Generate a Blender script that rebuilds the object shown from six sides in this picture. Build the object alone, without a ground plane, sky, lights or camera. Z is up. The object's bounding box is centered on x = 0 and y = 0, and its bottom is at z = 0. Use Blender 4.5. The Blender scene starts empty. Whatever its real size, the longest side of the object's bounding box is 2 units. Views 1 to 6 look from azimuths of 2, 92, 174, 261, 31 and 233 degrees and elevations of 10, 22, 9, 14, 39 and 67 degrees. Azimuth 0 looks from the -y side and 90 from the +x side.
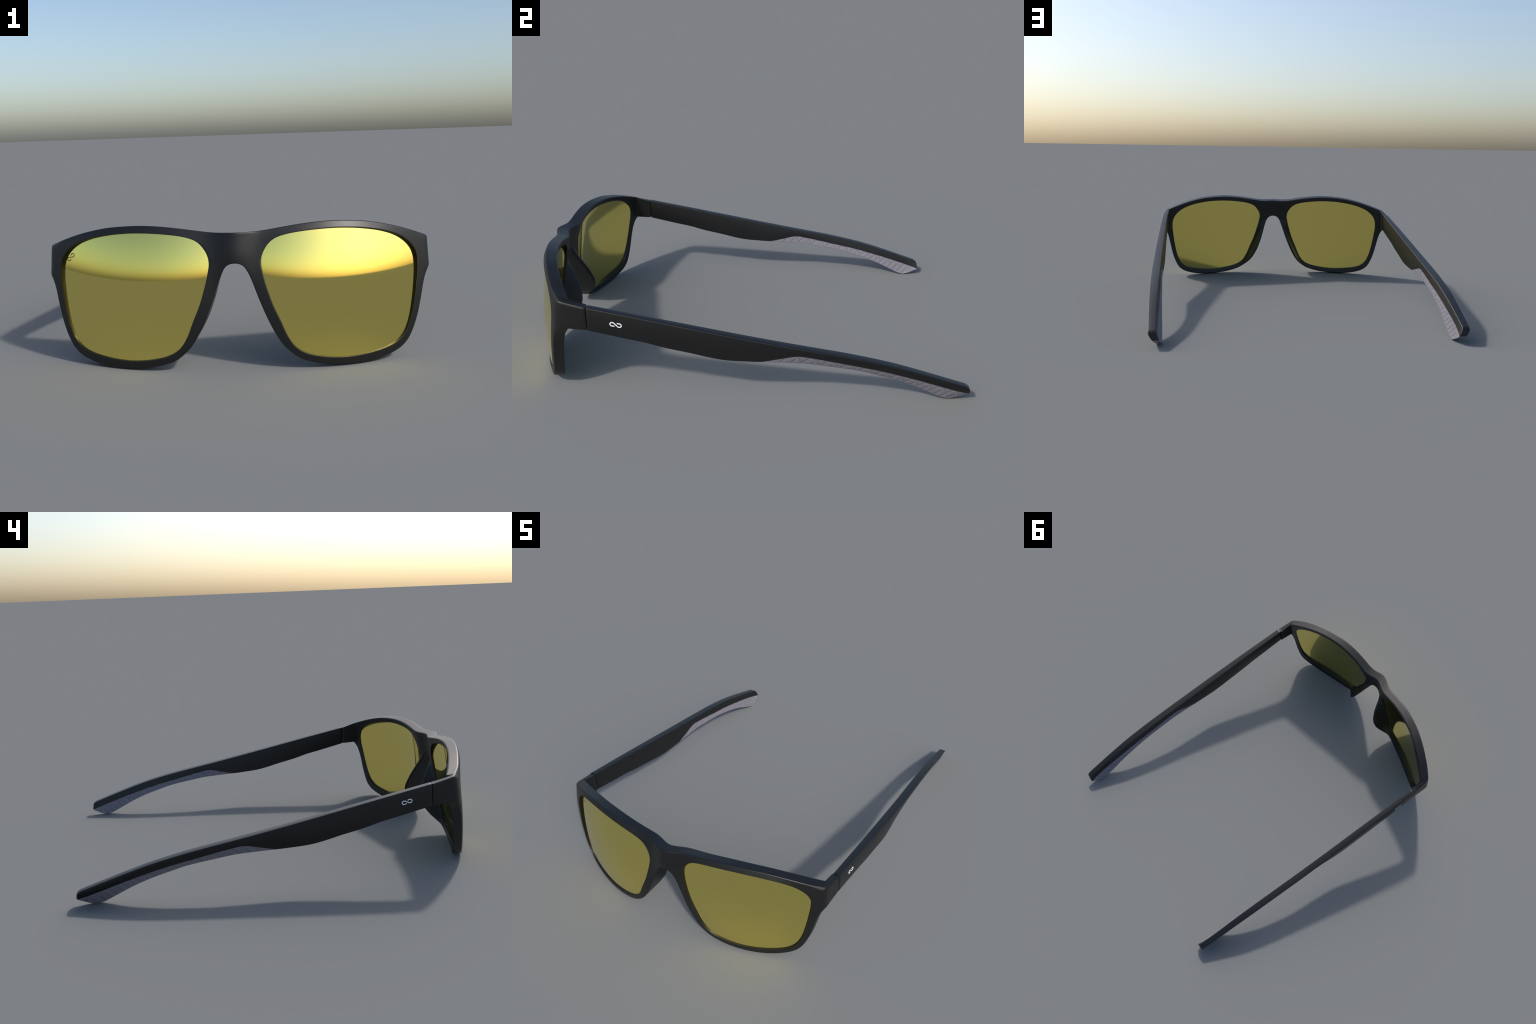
"""Wrap-around sport sunglasses with gold mirror lenses, open temples with rubber grips."""
import bpy, bmesh, math
import numpy as np

# ------------------------------------------------------------------ helpers
def smooth(a, b, v):
    t = np.clip((v - a) / (b - a), 0, 1)
    return t * t * (3 - 2 * t)

def spline(points, per=16, closed=False):
    """Centripetal Catmull-Rom through 2-D control points, densely sampled."""
    P = np.asarray(points, float)
    n = len(P)
    if closed:
        idx = lambda i: P[i % n]
        segs = n
    else:
        ext = np.vstack([2 * P[0] - P[1], P, 2 * P[-1] - P[-2]])
        idx = lambda i: ext[i + 1]
        segs = n - 1
    out = []
    for i in range(segs):
        p0, p1, p2, p3 = idx(i - 1), idx(i), idx(i + 1), idx(i + 2)
        t0 = 0.0
        t1 = t0 + max(np.linalg.norm(p1 - p0), 1e-6) ** .5
        t2 = t1 + max(np.linalg.norm(p2 - p1), 1e-6) ** .5
        t3 = t2 + max(np.linalg.norm(p3 - p2), 1e-6) ** .5
        for t in np.linspace(t1, t2, per, endpoint=False):
            a1 = (t1 - t) / (t1 - t0) * p0 + (t - t0) / (t1 - t0) * p1
            a2 = (t2 - t) / (t2 - t1) * p1 + (t - t1) / (t2 - t1) * p2
            a3 = (t3 - t) / (t3 - t2) * p2 + (t - t2) / (t3 - t2) * p3
            b1 = (t2 - t) / (t2 - t0) * a1 + (t - t0) / (t2 - t0) * a2
            b2 = (t3 - t) / (t3 - t1) * a2 + (t - t1) / (t3 - t1) * a3
            out.append((t2 - t) / (t2 - t1) * b1 + (t - t1) / (t2 - t1) * b2)
    out.append(P[0] if closed else P[-1])
    return np.array(out)

def arc(poly):
    return np.r_[0, np.cumsum(np.linalg.norm(np.diff(poly, axis=0), axis=1))]

def at(poly, s, sv):
    return np.stack([np.interp(sv, s, poly[:, k]) for k in range(2)], 1)

def curve1(keys):
    """Smooth 1-D function through (position, value) keys (monotone cubic)."""
    k = np.asarray(keys, float)
    x, y = k[:, 0], k[:, 1]
    h = np.diff(x); d = np.diff(y) / h
    m = np.zeros_like(y); m[0], m[-1] = d[0], d[-1]
    for i in range(1, len(x) - 1):
        if d[i - 1] * d[i] > 0:
            w1, w2 = 2 * h[i] + h[i - 1], h[i] + 2 * h[i - 1]
            m[i] = (w1 + w2) / (w1 / d[i - 1] + w2 / d[i])
    def f(v):
        v = np.clip(v, x[0], x[-1])
        i = np.clip(np.searchsorted(x, v) - 1, 0, len(h) - 1)
        t = (v - x[i]) / h[i]
        return ((2*t**3 - 3*t*t + 1) * y[i] + (t**3 - 2*t*t + t) * h[i] * m[i]
                + (-2*t**3 + 3*t*t) * y[i+1] + (t**3 - t*t) * h[i] * m[i+1])
    return f

def make_mesh(name, verts, faces, mats, angle=40, merge=1e-5, face_mats=None):
    me = bpy.data.meshes.new(name)
    bm = bmesh.new()
    vs = [bm.verts.new(tuple(map(float, v))) for v in verts]
    for k, f in enumerate(faces):
        if len(set(f)) < 3:
            continue
        try:
            face = bm.faces.new([vs[i] for i in f])
            if face_mats is not None:
                face.material_index = face_mats[k]
        except ValueError:
            pass
    bmesh.ops.remove_doubles(bm, verts=bm.verts, dist=merge)
    bmesh.ops.dissolve_degenerate(bm, edges=bm.edges, dist=merge)
    loose = [v for v in bm.verts if not v.link_faces]
    bmesh.ops.delete(bm, geom=loose, context='VERTS')
    bmesh.ops.recalc_face_normals(bm, faces=bm.faces)
    bm.to_mesh(me); bm.free()
    for m in mats:
        me.materials.append(m)
    me.shade_smooth()
    me.set_sharp_from_angle(angle=math.radians(angle))
    return me

def add(name, mesh, parent=None):
    ob = bpy.data.objects.new(name, mesh)
    bpy.context.scene.collection.objects.link(ob)
    if parent:
        ob.parent = parent
    return ob

# ------------------------------------------------------------------ materials
def node_mat(name):
    m = bpy.data.materials.new(name)
    m.use_nodes = True
    nt = m.node_tree
    return m, nt, nt.nodes['Principled BSDF']

def plastic(name, color, rough, grain=0.02):
    m, nt, b = node_mat(name)
    tc = nt.nodes.new('ShaderNodeTexCoord')
    no = nt.nodes.new('ShaderNodeTexNoise'); no.inputs['Scale'].default_value = 9
    no.inputs['Detail'].default_value = 5
    nt.links.new(tc.outputs['Object'], no.inputs['Vector'])
    mr = nt.nodes.new('ShaderNodeMapRange')
    mr.inputs['To Min'].default_value = rough - .025
    mr.inputs['To Max'].default_value = rough + .025
    nt.links.new(no.outputs['Fac'], mr.inputs['Value'])
    nt.links.new(mr.outputs['Result'], b.inputs['Roughness'])
    fine = nt.nodes.new('ShaderNodeTexNoise'); fine.inputs['Scale'].default_value = 420
    nt.links.new(tc.outputs['Object'], fine.inputs['Vector'])
    bu = nt.nodes.new('ShaderNodeBump'); bu.inputs['Strength'].default_value = grain
    bu.inputs['Distance'].default_value = .001
    nt.links.new(fine.outputs['Fac'], bu.inputs['Height'])
    nt.links.new(bu.outputs['Normal'], b.inputs['Normal'])
    b.inputs['Base Color'].default_value = (*color, 1)
    return m

M_FRAME = plastic('satin_black_plastic', (.0045, .0045, .0047), .42)
M_HINGE = plastic('hinge_black', (.004, .004, .004), .5)
M_RUBBER = plastic('lilac_grey_rubber', (.198, .189, .218), .62, .05)
M_GROOVE = plastic('rubber_groove', (.162, .155, .181), .66, .05)  # same rubber, colour darkened to paint occlusion shade into the tread grooves

M_LENS, nt, b = node_mat('gold_mirror_lens')
b.inputs['Metallic'].default_value = 1
b.inputs['Roughness'].default_value = .04
lw = nt.nodes.new('ShaderNodeLayerWeight'); lw.inputs['Blend'].default_value = .35
ramp = nt.nodes.new('ShaderNodeValToRGB')
ramp.color_ramp.elements[0].color = (.895, .775, .214, 1)
ramp.color_ramp.elements[1].color = (.91, .795, .25, 1)
nt.links.new(lw.outputs['Facing'], ramp.inputs['Fac'])
nt.links.new(ramp.outputs['Color'], b.inputs['Base Color'])

M_WHITE, nt, b = node_mat('white_print')
b.inputs['Base Color'].default_value = (.85, .86, .88, 1); b.inputs['Roughness'].default_value = .45
M_ETCH, nt, b = node_mat('etched_mark')
b.inputs['Base Color'].default_value = (.10, .075, .04, 1); b.inputs['Roughness'].default_value = .5

# ------------------------------------------------------------------ front surface
def base_surface(x, z, e=.0):
    """Depth y of the toric front for each half (lens curve and rim follow it)."""
    ax = np.sqrt(x * x + e * e)
    return -.9526 - .2447 * ax + .6334 * ax * ax - .1619 * z + .3749 * z * z + .0234 * ax * z

def front_surface(x, z):
    """Rim front: both halves meet in an upright ridge over the nose."""
    base = base_surface(x, z, .04)
    ridge = (base_surface(0 * x, z, .04) + .9950 - .0125 * smooth(.42, .54, z)) * smooth(.20, .40, z)
    return base - ridge * np.exp(-(x / .046) ** 2 / 2)

def surface_normal(x, z, e=.07):
    h = 1e-4
    sx = (base_surface(x + h, z, e) - base_surface(x - h, z, e)) / (2 * h)
    sz = (base_surface(x, z + h, e) - base_surface(x, z - h, e)) / (2 * h)
    n = np.stack([sx, -np.ones_like(sx), sz], -1)
    return n / np.linalg.norm(n, axis=-1, keepdims=True)

# outline of the right half seen from the front (x, z): brow, end piece, rim, nose arch
OUTER = [(0, .5238), (.03, .5236), (.06, .5230), (.09, .5243), (.12, .5280), (.15, .5326), (.2, .5400), (.25, .5463),
         (.3, .5506), (.36, .5523), (.42, .5498), (.5, .5413), (.6, .5183), (.68, .4913), (.722, .4750), (.738, .4685),
         (.7455, .4640), (.7485, .4570), (.7498, .440), (.752, .400), (.7548, .358), (.7545, .3475), (.7500, .338),
         (.738, .314), (.728, .285), (.7145, .222), (.702, .165), (.684, .110), (.660, .0645), (.628, .0365), (.583, .018),
         (.531, .0060), (.468, .0006), (.40, .0025), (.335, .0098), (.268, .0262), (.231, .0425), (.194, .072),
         (.169, .100), (.141, .146), (.115, .200), (.084, .278), (.064, .335), (.051, .368), (.038, .392),
         (.026, .4035), (.013, .409), (0, .4105)]
# lens opening
INNER = [(.109, .455), (.128, .480), (.150, .496), (.187, .5085), (.242, .5175), (.315, .5235), (.38, .5248), (.43, .5225),
         (.483, .517), (.56, .502), (.62, .480), (.658, .455), (.684, .426), (.697, .395), (.7005, .355), (.6955, .29),
         (.684, .21), (.669, .145), (.648, .097), (.617, .067), (.58, .0515), (.527, .041), (.477, .035), (.419, .0325),
         (.361, .0365), (.32, .043), (.275, .054), (.238, .071), (.213, .0925), (.188, .132), (.164, .190), (.137, .252),
         (.113, .327), (.101, .375), (.096, .405), (.0985, .430)]
PAIRS = [((0, .5238), (.111, .459)), ((.17, .539), (.187, .5085)), ((.38, .555), (.38, .5248)), ((.6, .5215), (.6, .489)),
         ((.722, .4750), (.668, .446)), ((.748, .460), (.684, .426)), ((.7548, .350), (.7005, .350)),
         ((.7145, .222), (.686, .222)), ((.660, .0645), (.640, .085)), ((.468, .0006), (.468, .035)),
         ((.231, .0425), (.238, .071)), ((.115, .200), (.157, .206)), ((.051, .368), (.104, .362)),
         ((0, .4105), (.0962, .402))]
oc = spline(OUTER, 24); os_ = arc(oc)
ic = spline(INNER, 24, True); ic = np.vstack([ic, ic[1:]]); is_ = arc(ic)
ilen = is_[-1] / 2
def nearest(poly, s, p, lo):
    d = np.linalg.norm(poly - np.asarray(p), axis=1) + np.where(s < lo - 1e-9, 9, 0)
    first = np.where(d < d.min() + 1e-3)[0][0]
    return s[first]
so, si = [], []
for o, i in PAIRS:
    so.append(nearest(oc, os_, o, so[-1] if so else 0))
    si.append(nearest(ic, is_, i, si[-1] if si else 0))
so[-1] = os_[-1]

R_OUT, R_IN, R_BACK = .0045, .0025, .006
ROLL = .005          # how far the brow face rolls back towards its top edge
X_ROOT, Y_CAP = .7225, -.6490

# parameter rows (outer arc length); the end-piece limits get doubled rows
s_top = nearest(oc, os_, (.7235, .4745), 0)
s_bot = nearest(oc, os_, (.7548, .349), 0)
svals = []
for a, b_ in zip(so[:-1], so[1:]):
    n = max(8, int((b_ - a) / .0055))
    svals += list(np.linspace(a, b_, n, endpoint=False))
svals.append(so[-1])
svals = np.unique(np.r_[svals, s_top, s_bot, np.linspace(s_top, s_bot, 60)])
rows = []
for s in svals:
    if abs(s - s_top) < 1e-9: rows += [(s, 0), (s, 1)]
    elif abs(s - s_bot) < 1e-9: rows += [(s, 1), (s, 0)]
    else: rows.append((s, 1 if s_top < s < s_bot else 0))
S = np.array([r[0] for r in rows]); BLK = np.array([r[1] for r in rows], bool)
O = at(oc, os_, S)
I = at(ic, is_, np.interp(S, so, si))
tan = at(oc, os_, np.clip(S + .0015, 0, os_[-1])) - at(oc, os_, np.clip(S - .0015, 0, os_[-1]))
tan /= np.linalg.norm(tan, axis=1, keepdims=True)
M = np.stack([tan[:, 1], -tan[:, 0]], 1)          # inward (curve runs clockwise)
M[0] = (0, -1); M[-1] = (0, 1)
nrow = len(S)

# straight-back share near the end piece and along the nose
w_end = smooth(.15, .0, np.maximum(s_top - S, 0)) * smooth(.05, 0, np.maximum(S - s_bot, 0))
nasal = smooth(so[10], so[11], S)                  # 1 along nose side and arch
# nose pad: extra depth of the outer back edge
f_pad = curve1([(.030, 0), (.046, .004), (.064, .022), (.095, .054), (.135, .080), (.18, .088), (.24, .073), (.30, .042),
                (.35, .013), (.39, 0), (.6, 0)])
E_PAD = np.where(S > so[9], f_pad(O[:, 1]), 0)

def back_dir(x, z, we, na):
    """Walls run straight back, dipping a little along the brow and the end piece."""
    d = np.stack([np.zeros_like(x), np.ones_like(x), -.16 * smooth(.30, .5, z) * (1 - we) - .15 * we], -1)
    return d / np.linalg.norm(d, axis=1, keepdims=True)

def place(xz, depth, we, na):
    x, z = xz[:, 0], xz[:, 1]
    P = np.stack([x, front_surface(x, z), z], 1)
    return P + back_dir(x, z, we, na) * depth[:, None]

NF = 14
T_RIM = .049 + .011 * smooth(.22, .48, O[:, 1])      # rim thickness front to back
side_w = smooth(s_top - .06, s_top + .04, S) * smooth(s_bot + .12, s_bot - .03, S)
r_out = np.full(nrow, R_OUT) + .014 * side_w
roll = ROLL * smooth(s_top - .0, s_top - .22, S) * (S < s_top) * smooth(.03, .22, O[:, 0])
Oin = O + M * r_out[:, None]
Ob = O + M * R_BACK
inv = (O - I) / np.linalg.norm(O - I, axis=1, keepdims=True)
Iin = I + inv * R_IN
one = np.ones(nrow)
prof = []                                           # list of (nrow,3): full profile, cyclic
def put(xz, d, tag): prof.append((place(xz, d, w_end, nasal), tag))
for k in range(NF + 1):                             # front face
    u = k / NF
    put(Oin * (1 - u) + Iin * u, roll * (1 - u), 'face')
for a in (45, 90):                                  # inner front edge
    a = math.radians(a)
    put(Iin + (I - Iin) * math.sin(a), one * R_IN * (1 - math.cos(a)), 'face')
for k in range(1, 5):                               # inner wall
    put(I, one * (R_IN + (T_RIM - 2 * R_IN) * k / 5), 'face')
for a in (90, 45, 0):
    a = math.radians(a)
    put(Iin * 1 + (I - Iin) * math.sin(a), one * (T_RIM - R_IN * (1 - math.cos(a))), 'face')
ROOT = np.where(BLK[:, None], np.stack([np.full(nrow, X_ROOT), np.minimum(O[:, 1], .4675)], 1), Ob)
for k in range(1, NF + 1):                          # back face, rising into the nose pad
    u = k / NF
    put(Iin * (1 - u) + ROOT * u, T_RIM + E_PAD * smooth(.12, .92, u), 'face')
    prof[-1][0][:, 0] -= .08 * E_PAD * smooth(.12, .92, u)
face_count = len(prof)
# end-piece block: inner wall, cap, or simple rounded back edge
def cap_point(xz, y):
    x, z = xz[:, 0], xz[:, 1]
    zc = np.where(z < .464, .3365 + (z - .3485) * (.4405 - .3365) / (.464 - .3485), .4405 + (z - .464) * .10)
    t = np.clip((x - X_ROOT) / (.7485 - X_ROOT), 0, 1)
    tz = np.clip((z - .349) / (.464 - .349), 0, 1)
    xo_ = .7485 + (1 - tz) * .006
    t = np.clip((x - X_ROOT) / (xo_ - X_ROOT), 0, 1)
    return np.stack([X_ROOT + t * (.7570 - X_ROOT), np.full_like(x, y), zc], 1)
pr, pb = prof[-1][0], None
cap_r, cap_o = cap_point(ROOT, Y_CAP), cap_point(O, Y_CAP)
cen = (cap_r + cap_o) / 2
edge_out = place(O, T_RIM + E_PAD - R_BACK, w_end, nasal); edge_out[:, 0] -= .08 * E_PAD
wall0 = place(O, roll + r_out, w_end, nasal)
def blockrow(pb, alt): prof.append((np.where(BLK[:, None], pb, alt), 'wall'))
back_edge = []
for a in (30, 60, 90):
    a = math.radians(a)
    back_edge.append(place(Ob + (O - Ob) * math.sin(a), T_RIM + E_PAD - R_BACK * (1 - math.cos(a)), w_end, nasal))
    back_edge[-1][:, 0] -= .08 * E_PAD
shrink = lambda P, k: cen + (P - cen) * k
for k in (.3, .6, .85): blockrow(pr * (1 - k) + cap_r * k, pr)
off = np.array([0, .0035, 0])
blockrow(cap_r - off, pr)
blockrow(shrink(cap_r, .90), pr)
blockrow(shrink(cap_r, .4), back_edge[0])
blockrow(shrink(cap_o, .4), back_edge[1])
blockrow(shrink(cap_o, .90), back_edge[2])
NW = 8
for k in range(NW):                                 # outer wall running forward
    u = k / NW
    blockrow((cap_o - off) * (1 - u) + wall0 * u, edge_out * (1 - u) + wall0 * u)
for a in (90, 72, 54, 36, 18):                      # outer front edge rounding
    a = math.radians(a)
    prof.append((place(Oin + (O - Oin) * math.sin(a), roll + r_out * (1 - math.cos(a)), w_end, nasal), 'wall'))

G = np.stack([p for p, _ in prof], 1)               # nrow x np x 3
npf = G.shape[1]
verts = list(G.reshape(-1, 3)); faces = []; zone = []
vid = lambda r, c: r * npf + c % npf
for r in range(nrow - 1):
    for c in range(npf):
        faces.append((vid(r, c), vid(r, c + 1), vid(r + 1, c + 1), vid(r + 1, c)))
# symmetry rows: close the bridge between the arch row and the top row (faces only)
K = 10
s_in0, s_in1 = np.interp(S[-1], so, si), np.interp(S[0], so, si) + ilen
prev = [vid(nrow - 1, c) for c in range(face_count)]
for k in range(1, K + 1):
    if k == K:
        cur = [vid(0, c) for c in range(face_count)]
    else:
        t = k / K
        ii = at(ic, is_, np.array([s_in0 * (1 - t) + s_in1 * t]))
        n1 = np.ones(1); z0 = np.zeros(1); tr = T_RIM[-1] * (1 - t) + T_RIM[0] * t
        na = np.array([nasal[-1] * (1 - t) + nasal[0] * t])
        o_f = Oin[-1:] * (1 - t) + Oin[:1] * t; o_b = Ob[-1:] * (1 - t) + Ob[:1] * t
        mid = np.array([[0, (O[-1, 1] * (1 - t) + O[0, 1] * t)]])
        iv = (mid - ii) / np.linalg.norm(mid - ii); i_in = ii + iv * R_IN
        pts = []
        for q in range(NF + 1):
            u = q / NF; pts.append(place(o_f * (1 - u) + i_in * u, n1 * roll[0] * smooth(.55, 1, t) * (1 - u), z0, na))
        for a in (45, 90):
            a = math.radians(a); pts.append(place(i_in + (ii - i_in) * math.sin(a), n1 * R_IN * (1 - math.cos(a)), z0, na))
        for q in range(1, 5): pts.append(place(ii, n1 * (R_IN + (tr - 2 * R_IN) * q / 5), z0, na))
        for a in (90, 45, 0):
            a = math.radians(a); pts.append(place(i_in + (ii - i_in) * math.sin(a), n1 * (tr - R_IN * (1 - math.cos(a))), z0, na))
        for q in range(1, NF + 1):
            u = q / NF; pts.append(place(i_in * (1 - u) + o_b * u, n1 * tr, z0, na))
        base = len(verts)
        verts += [p[0] for p in pts]
        cur = [base + c for c in range(face_count)]
    for c in range(face_count - 1):
        faces.append((prev[c], prev[c + 1], cur[c + 1], cur[c]))
    prev = cur
# mirror
nv = len(verts)
verts += [v * np.array([-1, 1, 1]) for v in verts]
faces += [tuple(nv + i for i in reversed(f)) for f in faces]

root = bpy.data.objects.new('sunglasses', None)
bpy.context.scene.collection.objects.link(root)
root['label'] = 'matte black sunglasses with gold mirror lenses and grey rubber grips'
root['category'] = 'sunglasses'

frame_mesh = make_mesh('front_frame', verts, faces, [M_FRAME], 38, 2e-5)

def split_mesh(me, masks):
    """Cut a mesh into regions; borders coincide and every piece keeps the whole body's normals."""
    nor = np.empty(len(me.loops) * 3, 'f'); me.corner_normals.foreach_get('vector', nor); nor = nor.reshape(-1, 3)
    co = np.empty(len(me.vertices) * 3, 'f'); me.vertices.foreach_get('co', co); co = co.reshape(-1, 3)
    pieces = []
    for name, mask in masks:
        remap, vs, fs, ln = {}, [], [], []
        for p in me.polygons:
            if not mask[p.index]: continue
            f = []
            for li in p.loop_indices:
                vi = me.loops[li].vertex_index
                if vi not in remap:
                    remap[vi] = len(vs); vs.append(tuple(co[vi]))
                f.append(remap[vi]); ln.append(tuple(nor[li]))
            fs.append(f)
        m = bpy.data.meshes.new(name); m.from_pydata(vs, [], fs); m.update()
        for mt in me.materials: m.materials.append(mt)
        m.shade_smooth()
        m.normals_split_custom_set(ln)
        pieces.append(m)
    return pieces

cen_ = np.array([tuple(p.center) for p in frame_mesh.polygons])
depth_ = cen_[:, 1] - front_surface(np.abs(cen_[:, 0]), cen_[:, 2])
pad_ = (np.abs(cen_[:, 0]) < .27) & (cen_[:, 2] < .385) & (depth_ > .058)
pieces = split_mesh(frame_mesh, [('front_frame', ~pad_), ('nose_pad', pad_ & (cen_[:, 0] > 0)), ('nose_pad', pad_ & (cen_[:, 0] < 0))])
bpy.data.meshes.remove(frame_mesh)
frame = add('front_frame', pieces[0], root)
for p in pieces[1:]:
    add('nose_pad', p, root)

# ------------------------------------------------------------------ lenses
T_LENS = .034
lo = spline(INNER, 8, True)[:-1]
tl = np.roll(lo, -1, 0) - np.roll(lo, 1, 0); tl /= np.linalg.norm(tl, axis=1, keepdims=True)
lo_big = lo + np.stack([-tl[:, 1], tl[:, 0]], 1) * .010
cl = lo.mean(0)
def lens_surface(x, z, back=False):
    """Toric lens; the inner face is a little flatter in the vertical than the outer one."""
    if back:
        return LENS_Y1 - .2447 * x + .6334 * x * x - .100 * z + .260 * z * z + .085 * x * z + .25 * np.maximum(.30 - x, 0) ** 2
    return LENS_Y0 - .2447 * x + .6334 * x * x - .180 * z + .375 * z * z + .085 * x * z + .10 * np.maximum(.30 - x, 0) ** 2
LENS_Y0 = LENS_Y1 = 0.
LENS_Y0 = float(np.mean(base_surface(lo[:, 0], lo[:, 1]) - lens_surface(lo[:, 0], lo[:, 1]))) + .0090
LENS_Y1 = float(lens_surface(.4, .27) - lens_surface(.4, .27, True)) + T_LENS
def lens_pt(xz, d, back=False):
    x, z = xz[:, 0], xz[:, 1]
    return np.stack([x, lens_surface(x, z, back) + d, z], 1)
RINGS = [1, .985, .96, .93, .89, .85, .80, .75, .69, .63, .56, .49, .42, .35, .28, .21, .14, .07]
def lens_mesh(side):
    vs, fs = [], []
    n = len(lo_big)
    for back in (False, True):
        for k in RINGS:
            vs.append(lens_pt(cl + (lo_big - cl) * k, 0., back))
        vs.append(lens_pt(cl[None], 0., back))
    V = np.vstack(vs) * [side, 1, 1]
    per = n * len(RINGS) + 1
    for b0 in (0, per):
        for r in range(len(RINGS) - 1):
            for j in range(n):
                a, c = b0 + r * n + j, b0 + r * n + (j + 1) % n
                fs.append((a, c, c + n, a + n))
        last = b0 + (len(RINGS) - 1) * n
        for j in range(n):
            fs.append((last + j, last + (j + 1) % n, b0 + per - 1))
    for j in range(n):
        fs.append((j, (j + 1) % n, per + (j + 1) % n, per + j))
    me = make_mesh('lens', V, fs, [M_LENS], 180, 1e-9)
    # true surface normals keep the mirror reflection free of facets
    nor = []
    for v in me.vertices:
        x, y, z = abs(v.co.x), v.co.y, v.co.z
        back = abs(y - lens_surface(x, z, True)) < abs(y - lens_surface(x, z))
        h = 1e-4
        sx = (lens_surface(x + h, z, back) - lens_surface(x - h, z, back)) / (2 * h)
        sz = (lens_surface(x, z + h, back) - lens_surface(x, z - h, back)) / (2 * h)
        n = np.array([side * sx, -1, sz]) * (-1 if back else 1)
        nor.append(tuple(n / np.linalg.norm(n)))
    me.normals_split_custom_set_from_vertices(nor)
    return me

# ------------------------------------------------------------------ temples
x_out = curve1([(-.8, .7570), (-.64, .7575), (-.4, .7615), (-.2, .7640), (0, .7655), (.2, .7650), (.4, .7622), (.6, .7575),
                (.8, .7490), (1.0, .7380)])
x_in = curve1([(-.8, .7235), (-.64, .7250), (-.4, .7255), (-.2, .7243), (0, .7235), (.2, .7216), (.4, .7183), (.6, .7154),
               (.8, .7108), (.95, .7053), (1.0, .7030)])
z_top = curve1([(-.66, .4445), (-.4, .3930), (-.13, .3385), (.066, .2995), (.2, .2740), (.35, .2465), (.46, .2260),
                (.576, .2010), (.66, .1802), (.784, .1428), (.87, .1146), (.985, .0762), (1.0, .0712)])
z_bot = curve1([(-.66, .3380), (-.486, .299), (-.4, .2805), (-.325, .2595), (-.2, .2315), (-.122, .2125), (-.057, .2012),
                (.02, .1952), (.0925, .1915), (.095, .1921), (.16, .2073), (.225, .2226), (.24, .2250), (.252, .2254), (.27, .2240), (.29, .2208), (.49, .1795),
                (.59, .1580), (.745, .1155), (1.0, .0337)])
z_pad = curve1([(.0925, .1918), (.206, .1868), (.27, .1838), (.36, .1722), (.5, .1498), (.58, .1285), (.67, .1012),
                (.75, .0695), (.838, .0272), (.885, .0060), (.905, .0006), (.915, .0003), (.927, .0025), (1.0, .0325)])
drop_out = curve1([(-.64, 0), (-.3, .004), (-.06, .008), (.09, .0165), (.25, .022), (.5, .025), (.67, .029), (.83, .034),
                   (.91, .035), (1.0, .022)])
drop_in = curve1([(-.64, -.003), (-.06, .006), (.25, .008), (.5, .016), (.67, .022), (.83, .027), (.91, .028), (1.0, .019)])
z_low = lambda y: float(z_bot(y)) if y < .0925 else float(z_pad(y))
def lean(x, y, z):
    """Arm sides tip inwards towards their lower edge, more so at the back; slight outer belly."""
    x1, x0 = float(x_out(y)), float(x_in(y))
    w = min(max((x - x0) / (x1 - x0), 0), 1)
    zt = float(z_top(y))
    f = min(max((zt - z) / (zt - z_low(y)), 0), 1.05)
    return x - (w * float(drop_out(y)) + (1 - w) * float(drop_in(y))) * f ** 1.3 + w * .0025 * math.sin(math.pi * min(f, 1))

def section(x0, x1, z0, z1, ro, ri, rb, n=5):
    """Rounded rectangle, outer side x1; radii: outer top, inner top, bottom."""
    pts = []
    for cx, cz, r, a0 in ((x1, z1, ro, 0), (x0, z1, ri, 90), (x0, z0, rb, 180), (x1, z0, rb, 270)):
        sx = 1 if cx == x1 else -1; sz = 1 if cz == z1 else -1
        for k in range(n):
            a = math.radians(a0 + 90 * k / (n - 1))
            pts.append((cx - sx * r + r * math.cos(a), cz - sz * r + r * math.sin(a)))
    return pts

def temple_mesh(side):
    ys = np.unique(np.r_[np.linspace(-.6465, .9945, 150), np.linspace(.06, .31, 40), np.linspace(.965, .9945, 14)])
    vs, fs = [], []
    def ring(y, inset=0., dy_end=0.):
        x1 = float(x_out(y)); x0 = float(x_in(y)); zt = float(z_top(y)); zb = float(z_bot(y))
        ro = .0045 - .0010 * float(smooth(.0, .4, y)); ri = .0032; rb = .0028
        h = zt - zb
        cut = .010 * max(0., (y - .973) / .022) ** 2.2          # rounded upper corner of the tip
        out = []
        for x, z in section(x0 + inset, x1 - inset, zb + inset, zt - inset - cut, min(ro, h * .35), ri, rb):
            f = (zt - z) / h
            out.append((lean(x, y, z) * side, y + dy_end * f, z))
        return out
    rings = [ring(-.6455 + .0005, .012), ring(-.6455, .003), ring(-.6447, .001)]
    rings += [ring(y + .003) for y in ys[:-1]]
    e = ys[-1] - .004
    rings += [ring(e - .001, 0, .006), ring(e + .0025, .0004, .006), ring(e + .0036, .0014, .006), ring(e + .004, .006, .006)]
    n = len(rings[0])
    V = [p for r in rings for p in r]
    for r in range(len(rings) - 1):
        for j in range(n):
            a, c = r * n + j, r * n + (j + 1) % n
            fs.append((a, c, c + n, a + n))
    fs.append(tuple(range(n))); fs.append(tuple((len(rings) - 1) * n + j for j in range(n)))
    return make_mesh('temple', V, fs, [M_FRAME], 45, 1e-6)

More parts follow.
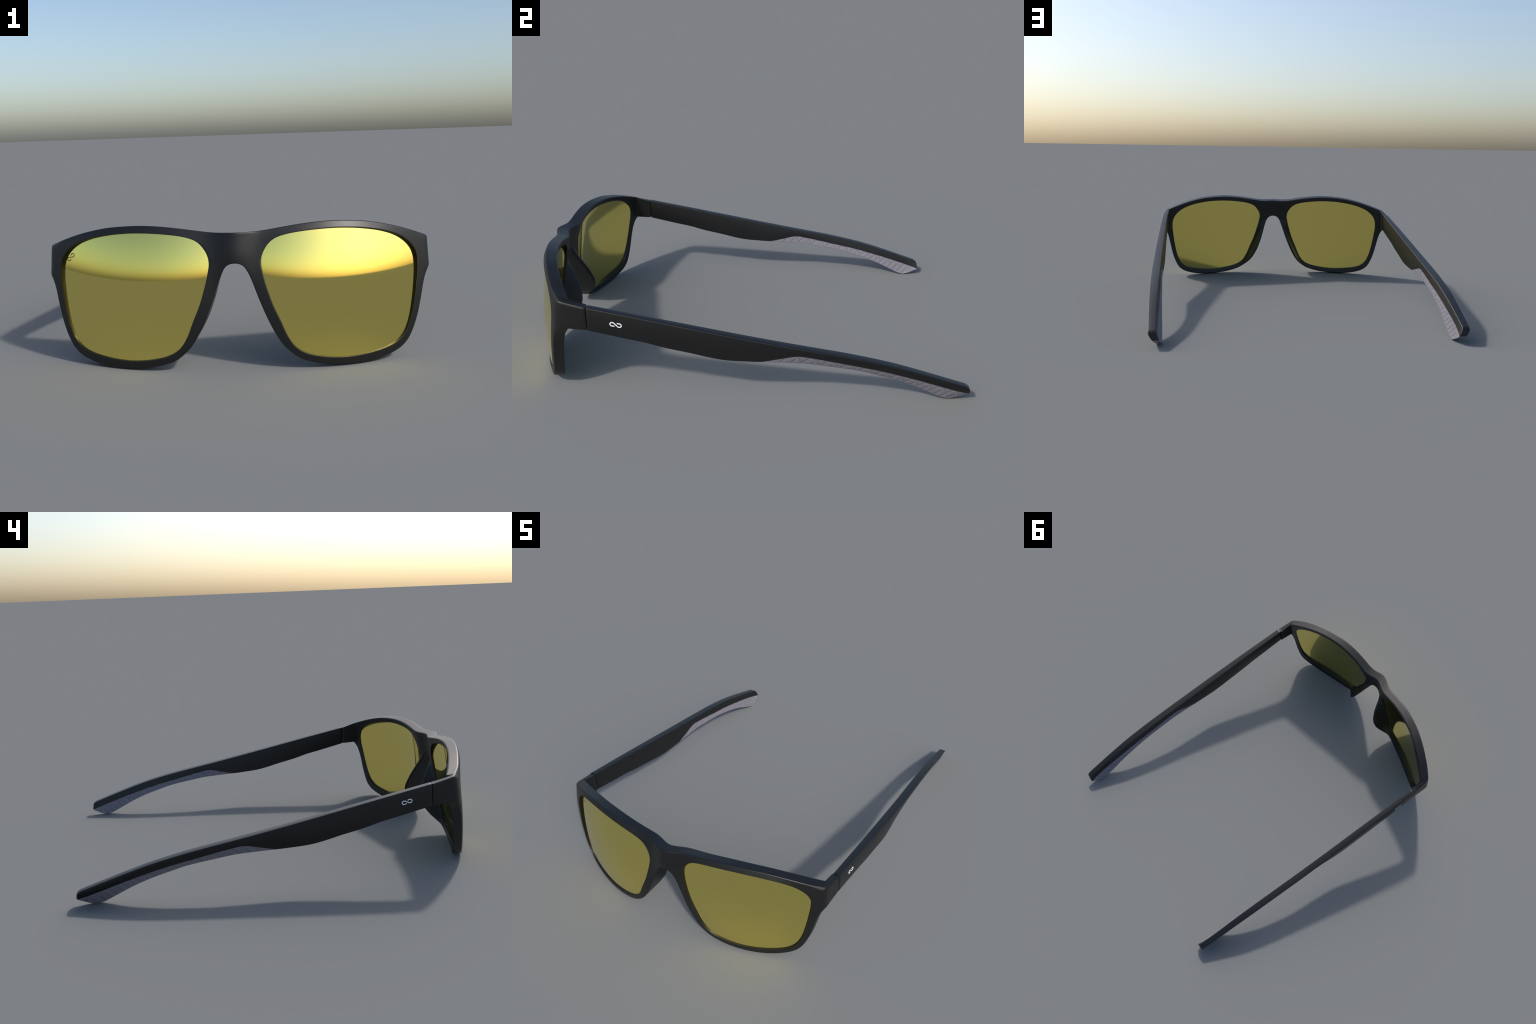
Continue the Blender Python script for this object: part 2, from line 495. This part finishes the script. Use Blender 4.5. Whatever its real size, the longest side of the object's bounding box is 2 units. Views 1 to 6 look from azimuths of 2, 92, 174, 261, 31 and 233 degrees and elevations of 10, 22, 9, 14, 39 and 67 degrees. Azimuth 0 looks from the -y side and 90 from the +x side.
# rubber grip: slotted-arch tread cut into both sides
ARCH_Y = [.000, .078, .157, .236, .316, .395, .474, .550, .623, .691, .755, .816, .877, .939]   # slot tips along the grip
AX = (math.cos(math.radians(52)), math.sin(math.radians(52)))       # slot axis in (along, up)
def tread(y, z):
    """Relief depth 0..1: rounded cells with a slot, leaning back, cut through by the grip outline."""
    line = float(z_bot(y)) if y > .29 else .2210 + (.29 - y) * .21
    below = line - z
    best, slot = 9., 9.
    for k, c in enumerate(ARCH_Y):
        pitch = ARCH_Y[min(k + 1, len(ARCH_Y) - 1)] - ARCH_Y[min(k, len(ARCH_Y) - 2)]
        hw = (pitch * AX[1] - .0085) / 2
        dy, dz = y - (c - .0085), -(below - (.0055 + hw))
        if abs(dy) > .16: continue
        q = -(dy * AX[0] + dz * AX[1])
        n = abs(-dy * AX[1] + dz * AX[0])
        r = math.hypot(q, n) if q < 0 else n
        best = min(best, abs(r - hw - .0042))
        q2 = q + hw * .45
        slot = min(slot, (n if q2 > 0 else math.hypot(q2, n)) - .0042)
    return max(float(smooth(.0046, .0030, best)), float(smooth(.0008, -.0008, slot)))

def grip_mesh(side):
    ys = np.linspace(.0955, .9960, 620)
    NS = 22
    vs, fs, fm = [], [], []
    cols = None
    for y in ys:
        x1 = float(x_out(y)); x0 = float(x_in(y))
        zj = float(z_bot(y)); zb = float(z_pad(y))
        zb = min(zb, zj - .0006)
        h = zj - zb
        r = min(.004, h * .3)
        fade = float(smooth(0, .008, h))
        loop = []
        def pt(x, z, dep, sgn):
            loop.append(((lean(x, y, z) + sgn * (.0004 - dep * .0011)) * side, y, z, dep))
        for k in range(NS + 1):                     # outer side downwards
            z = zj - (h - r) * k / NS
            d = tread(y, z) * fade * float(smooth(0, .0015, zj - z))
            pt(x1, z, d, 1)
        for a in (30, 60, 90):
            a = math.radians(a); pt(x1 - r * (1 - math.cos(a)), zb + r - r * math.sin(a), 0, 1)
        for a in (90, 60, 30):
            a = math.radians(a); pt(x0 + r * (1 - math.cos(a)), zb + r - r * math.sin(a), 0, -1)
        for k in range(NS, -1, -1):
            z = zj - (h - r) * k / NS
            d = tread(y, z) * fade * float(smooth(0, .0015, zj - z))
            pt(x0, z, d, -1)
        vs.append(loop)
    n = len(vs[0])
    V = [p[:3] for r in vs for p in r]
    for r in range(len(vs) - 1):
        for j in range(n):
            j2 = (j + 1) % n
            fs.append((r * n + j, r * n + j2, (r + 1) * n + j2, (r + 1) * n + j))
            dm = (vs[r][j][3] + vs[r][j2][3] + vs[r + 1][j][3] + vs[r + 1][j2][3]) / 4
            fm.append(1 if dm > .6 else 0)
    fs.append(tuple(range(n))); fm.append(0)
    fs.append(tuple((len(vs) - 1) * n + j for j in range(n))); fm.append(0)
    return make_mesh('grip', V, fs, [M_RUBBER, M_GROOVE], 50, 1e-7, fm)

# ------------------------------------------------------------------ emblem
_half = [(-.42, 0), (-.395, .075), (-.30, .138), (-.19, .128), (-.09, .062), (0, 0)]
_low = [(-.10, -.128), (-.19, -.142), (-.30, -.138), (-.395, -.075)]
EMBLEM = spline(_low + _half + [(-x, -z) for x, z in reversed(_half[:-1])] + [(-x, -z) for x, z in reversed(_low)], 8)
def emblem_mesh(name, to_world, length, width, height, mat):
    """Flat ribbon with thickness following the open-loop emblem."""
    c = EMBLEM * length
    t = np.gradient(c, axis=0); t /= np.linalg.norm(t, axis=1, keepdims=True)
    nrm = np.stack([-t[:, 1], t[:, 0]], 1)
    # rounded ends
    first = [(-math.cos(a) , math.sin(a)) for a in np.linspace(-1.4, 1.4, 7)]
    L, R_ = [], []
    w = np.full(len(c), width / 2)
    ext0 = [(-math.sin(a), math.cos(a)) for a in (1.35, .9, .45)]
    pts = [(c[0] + t[0] * k * width / 2, c_ * width / 2, nrm[0]) for k, c_ in ext0]
    pts += [(c[i], w[i], nrm[i]) for i in range(len(c))]
    pts += [(c[-1] - t[-1] * k * width / 2, c_ * width / 2, nrm[-1]) for k, c_ in reversed(ext0)]
    V, fs = [], []
    for p, ww, nn in pts:
        for hh, sgn in ((0, -1), (height, -1), (height, 1), (0, 1)):
            V.append(to_world(p + nn * ww * sgn, hh))
    for i in range(len(pts) - 1):
        for j in range(4):
            a, b2 = i * 4 + j, i * 4 + (j + 1) % 4
            fs.append((a, b2, b2 + 4, a + 4))
    fs.append((0, 1, 2, 3)); e = (len(pts) - 1) * 4; fs.append((e, e + 1, e + 2, e + 3))
    return make_mesh(name, V, fs, [mat], 40, 1e-7)

def temple_emblem(side):
    sl = math.atan2(.3915 - .441, .24)               # lies along the arm
    yc, zc = -.522, .3665
    def w(p, h):
        u, v = p[0] * side, p[1]
        dy = u * math.cos(sl) - v * math.sin(sl) * 1
        dz = u * math.sin(sl) + v * math.cos(sl)
        y, z = yc + dy, zc + dz
        x = lean(float(x_out(y)), y, z) - .0004 + h
        return (x * side, y, z)
    return w

def lens_emblem(p, h):
    a = math.radians(42)
    u = p[0] * math.cos(a) - p[1] * math.sin(a); v = p[0] * math.sin(a) + p[1] * math.cos(a)
    x, z = np.array([.6540 - u]), np.array([.4225 + v])
    P = lens_pt(np.stack([x, z], 1), -h + .0003)[0]
    return (-P[0], P[1], P[2])

for side in (1, -1):
    lens = add('lens', lens_mesh(side), root)
    temple = add('temple', temple_mesh(side), root)
    add('rubber_grip', grip_mesh(side), temple)
    add('emblem', emblem_mesh('emblem', temple_emblem(side), 0.0575, .0046, .0012, M_WHITE), temple)
    if side < 0:
        add('lens_emblem', emblem_mesh('lens_emblem', lens_emblem, .046, .0034, .0006, M_ETCH), lens)
    # hinge core bridging the gap between end piece and temple
    bm = bmesh.new(); bmesh.ops.create_cube(bm, size=1)
    for v in bm.verts:
        v.co = ((.7398 + v.co.x * .018) * side, -.6465 + v.co.y * .03, .3885 + v.co.z * .085 - .2 * v.co.y * .03)
    bmesh.ops.bevel(bm, geom=bm.edges[:], offset=.002, segments=2, affect='EDGES')
    me = bpy.data.meshes.new('hinge'); bm.to_mesh(me); bm.free(); me.materials.append(M_HINGE)
    add('hinge', me, root)
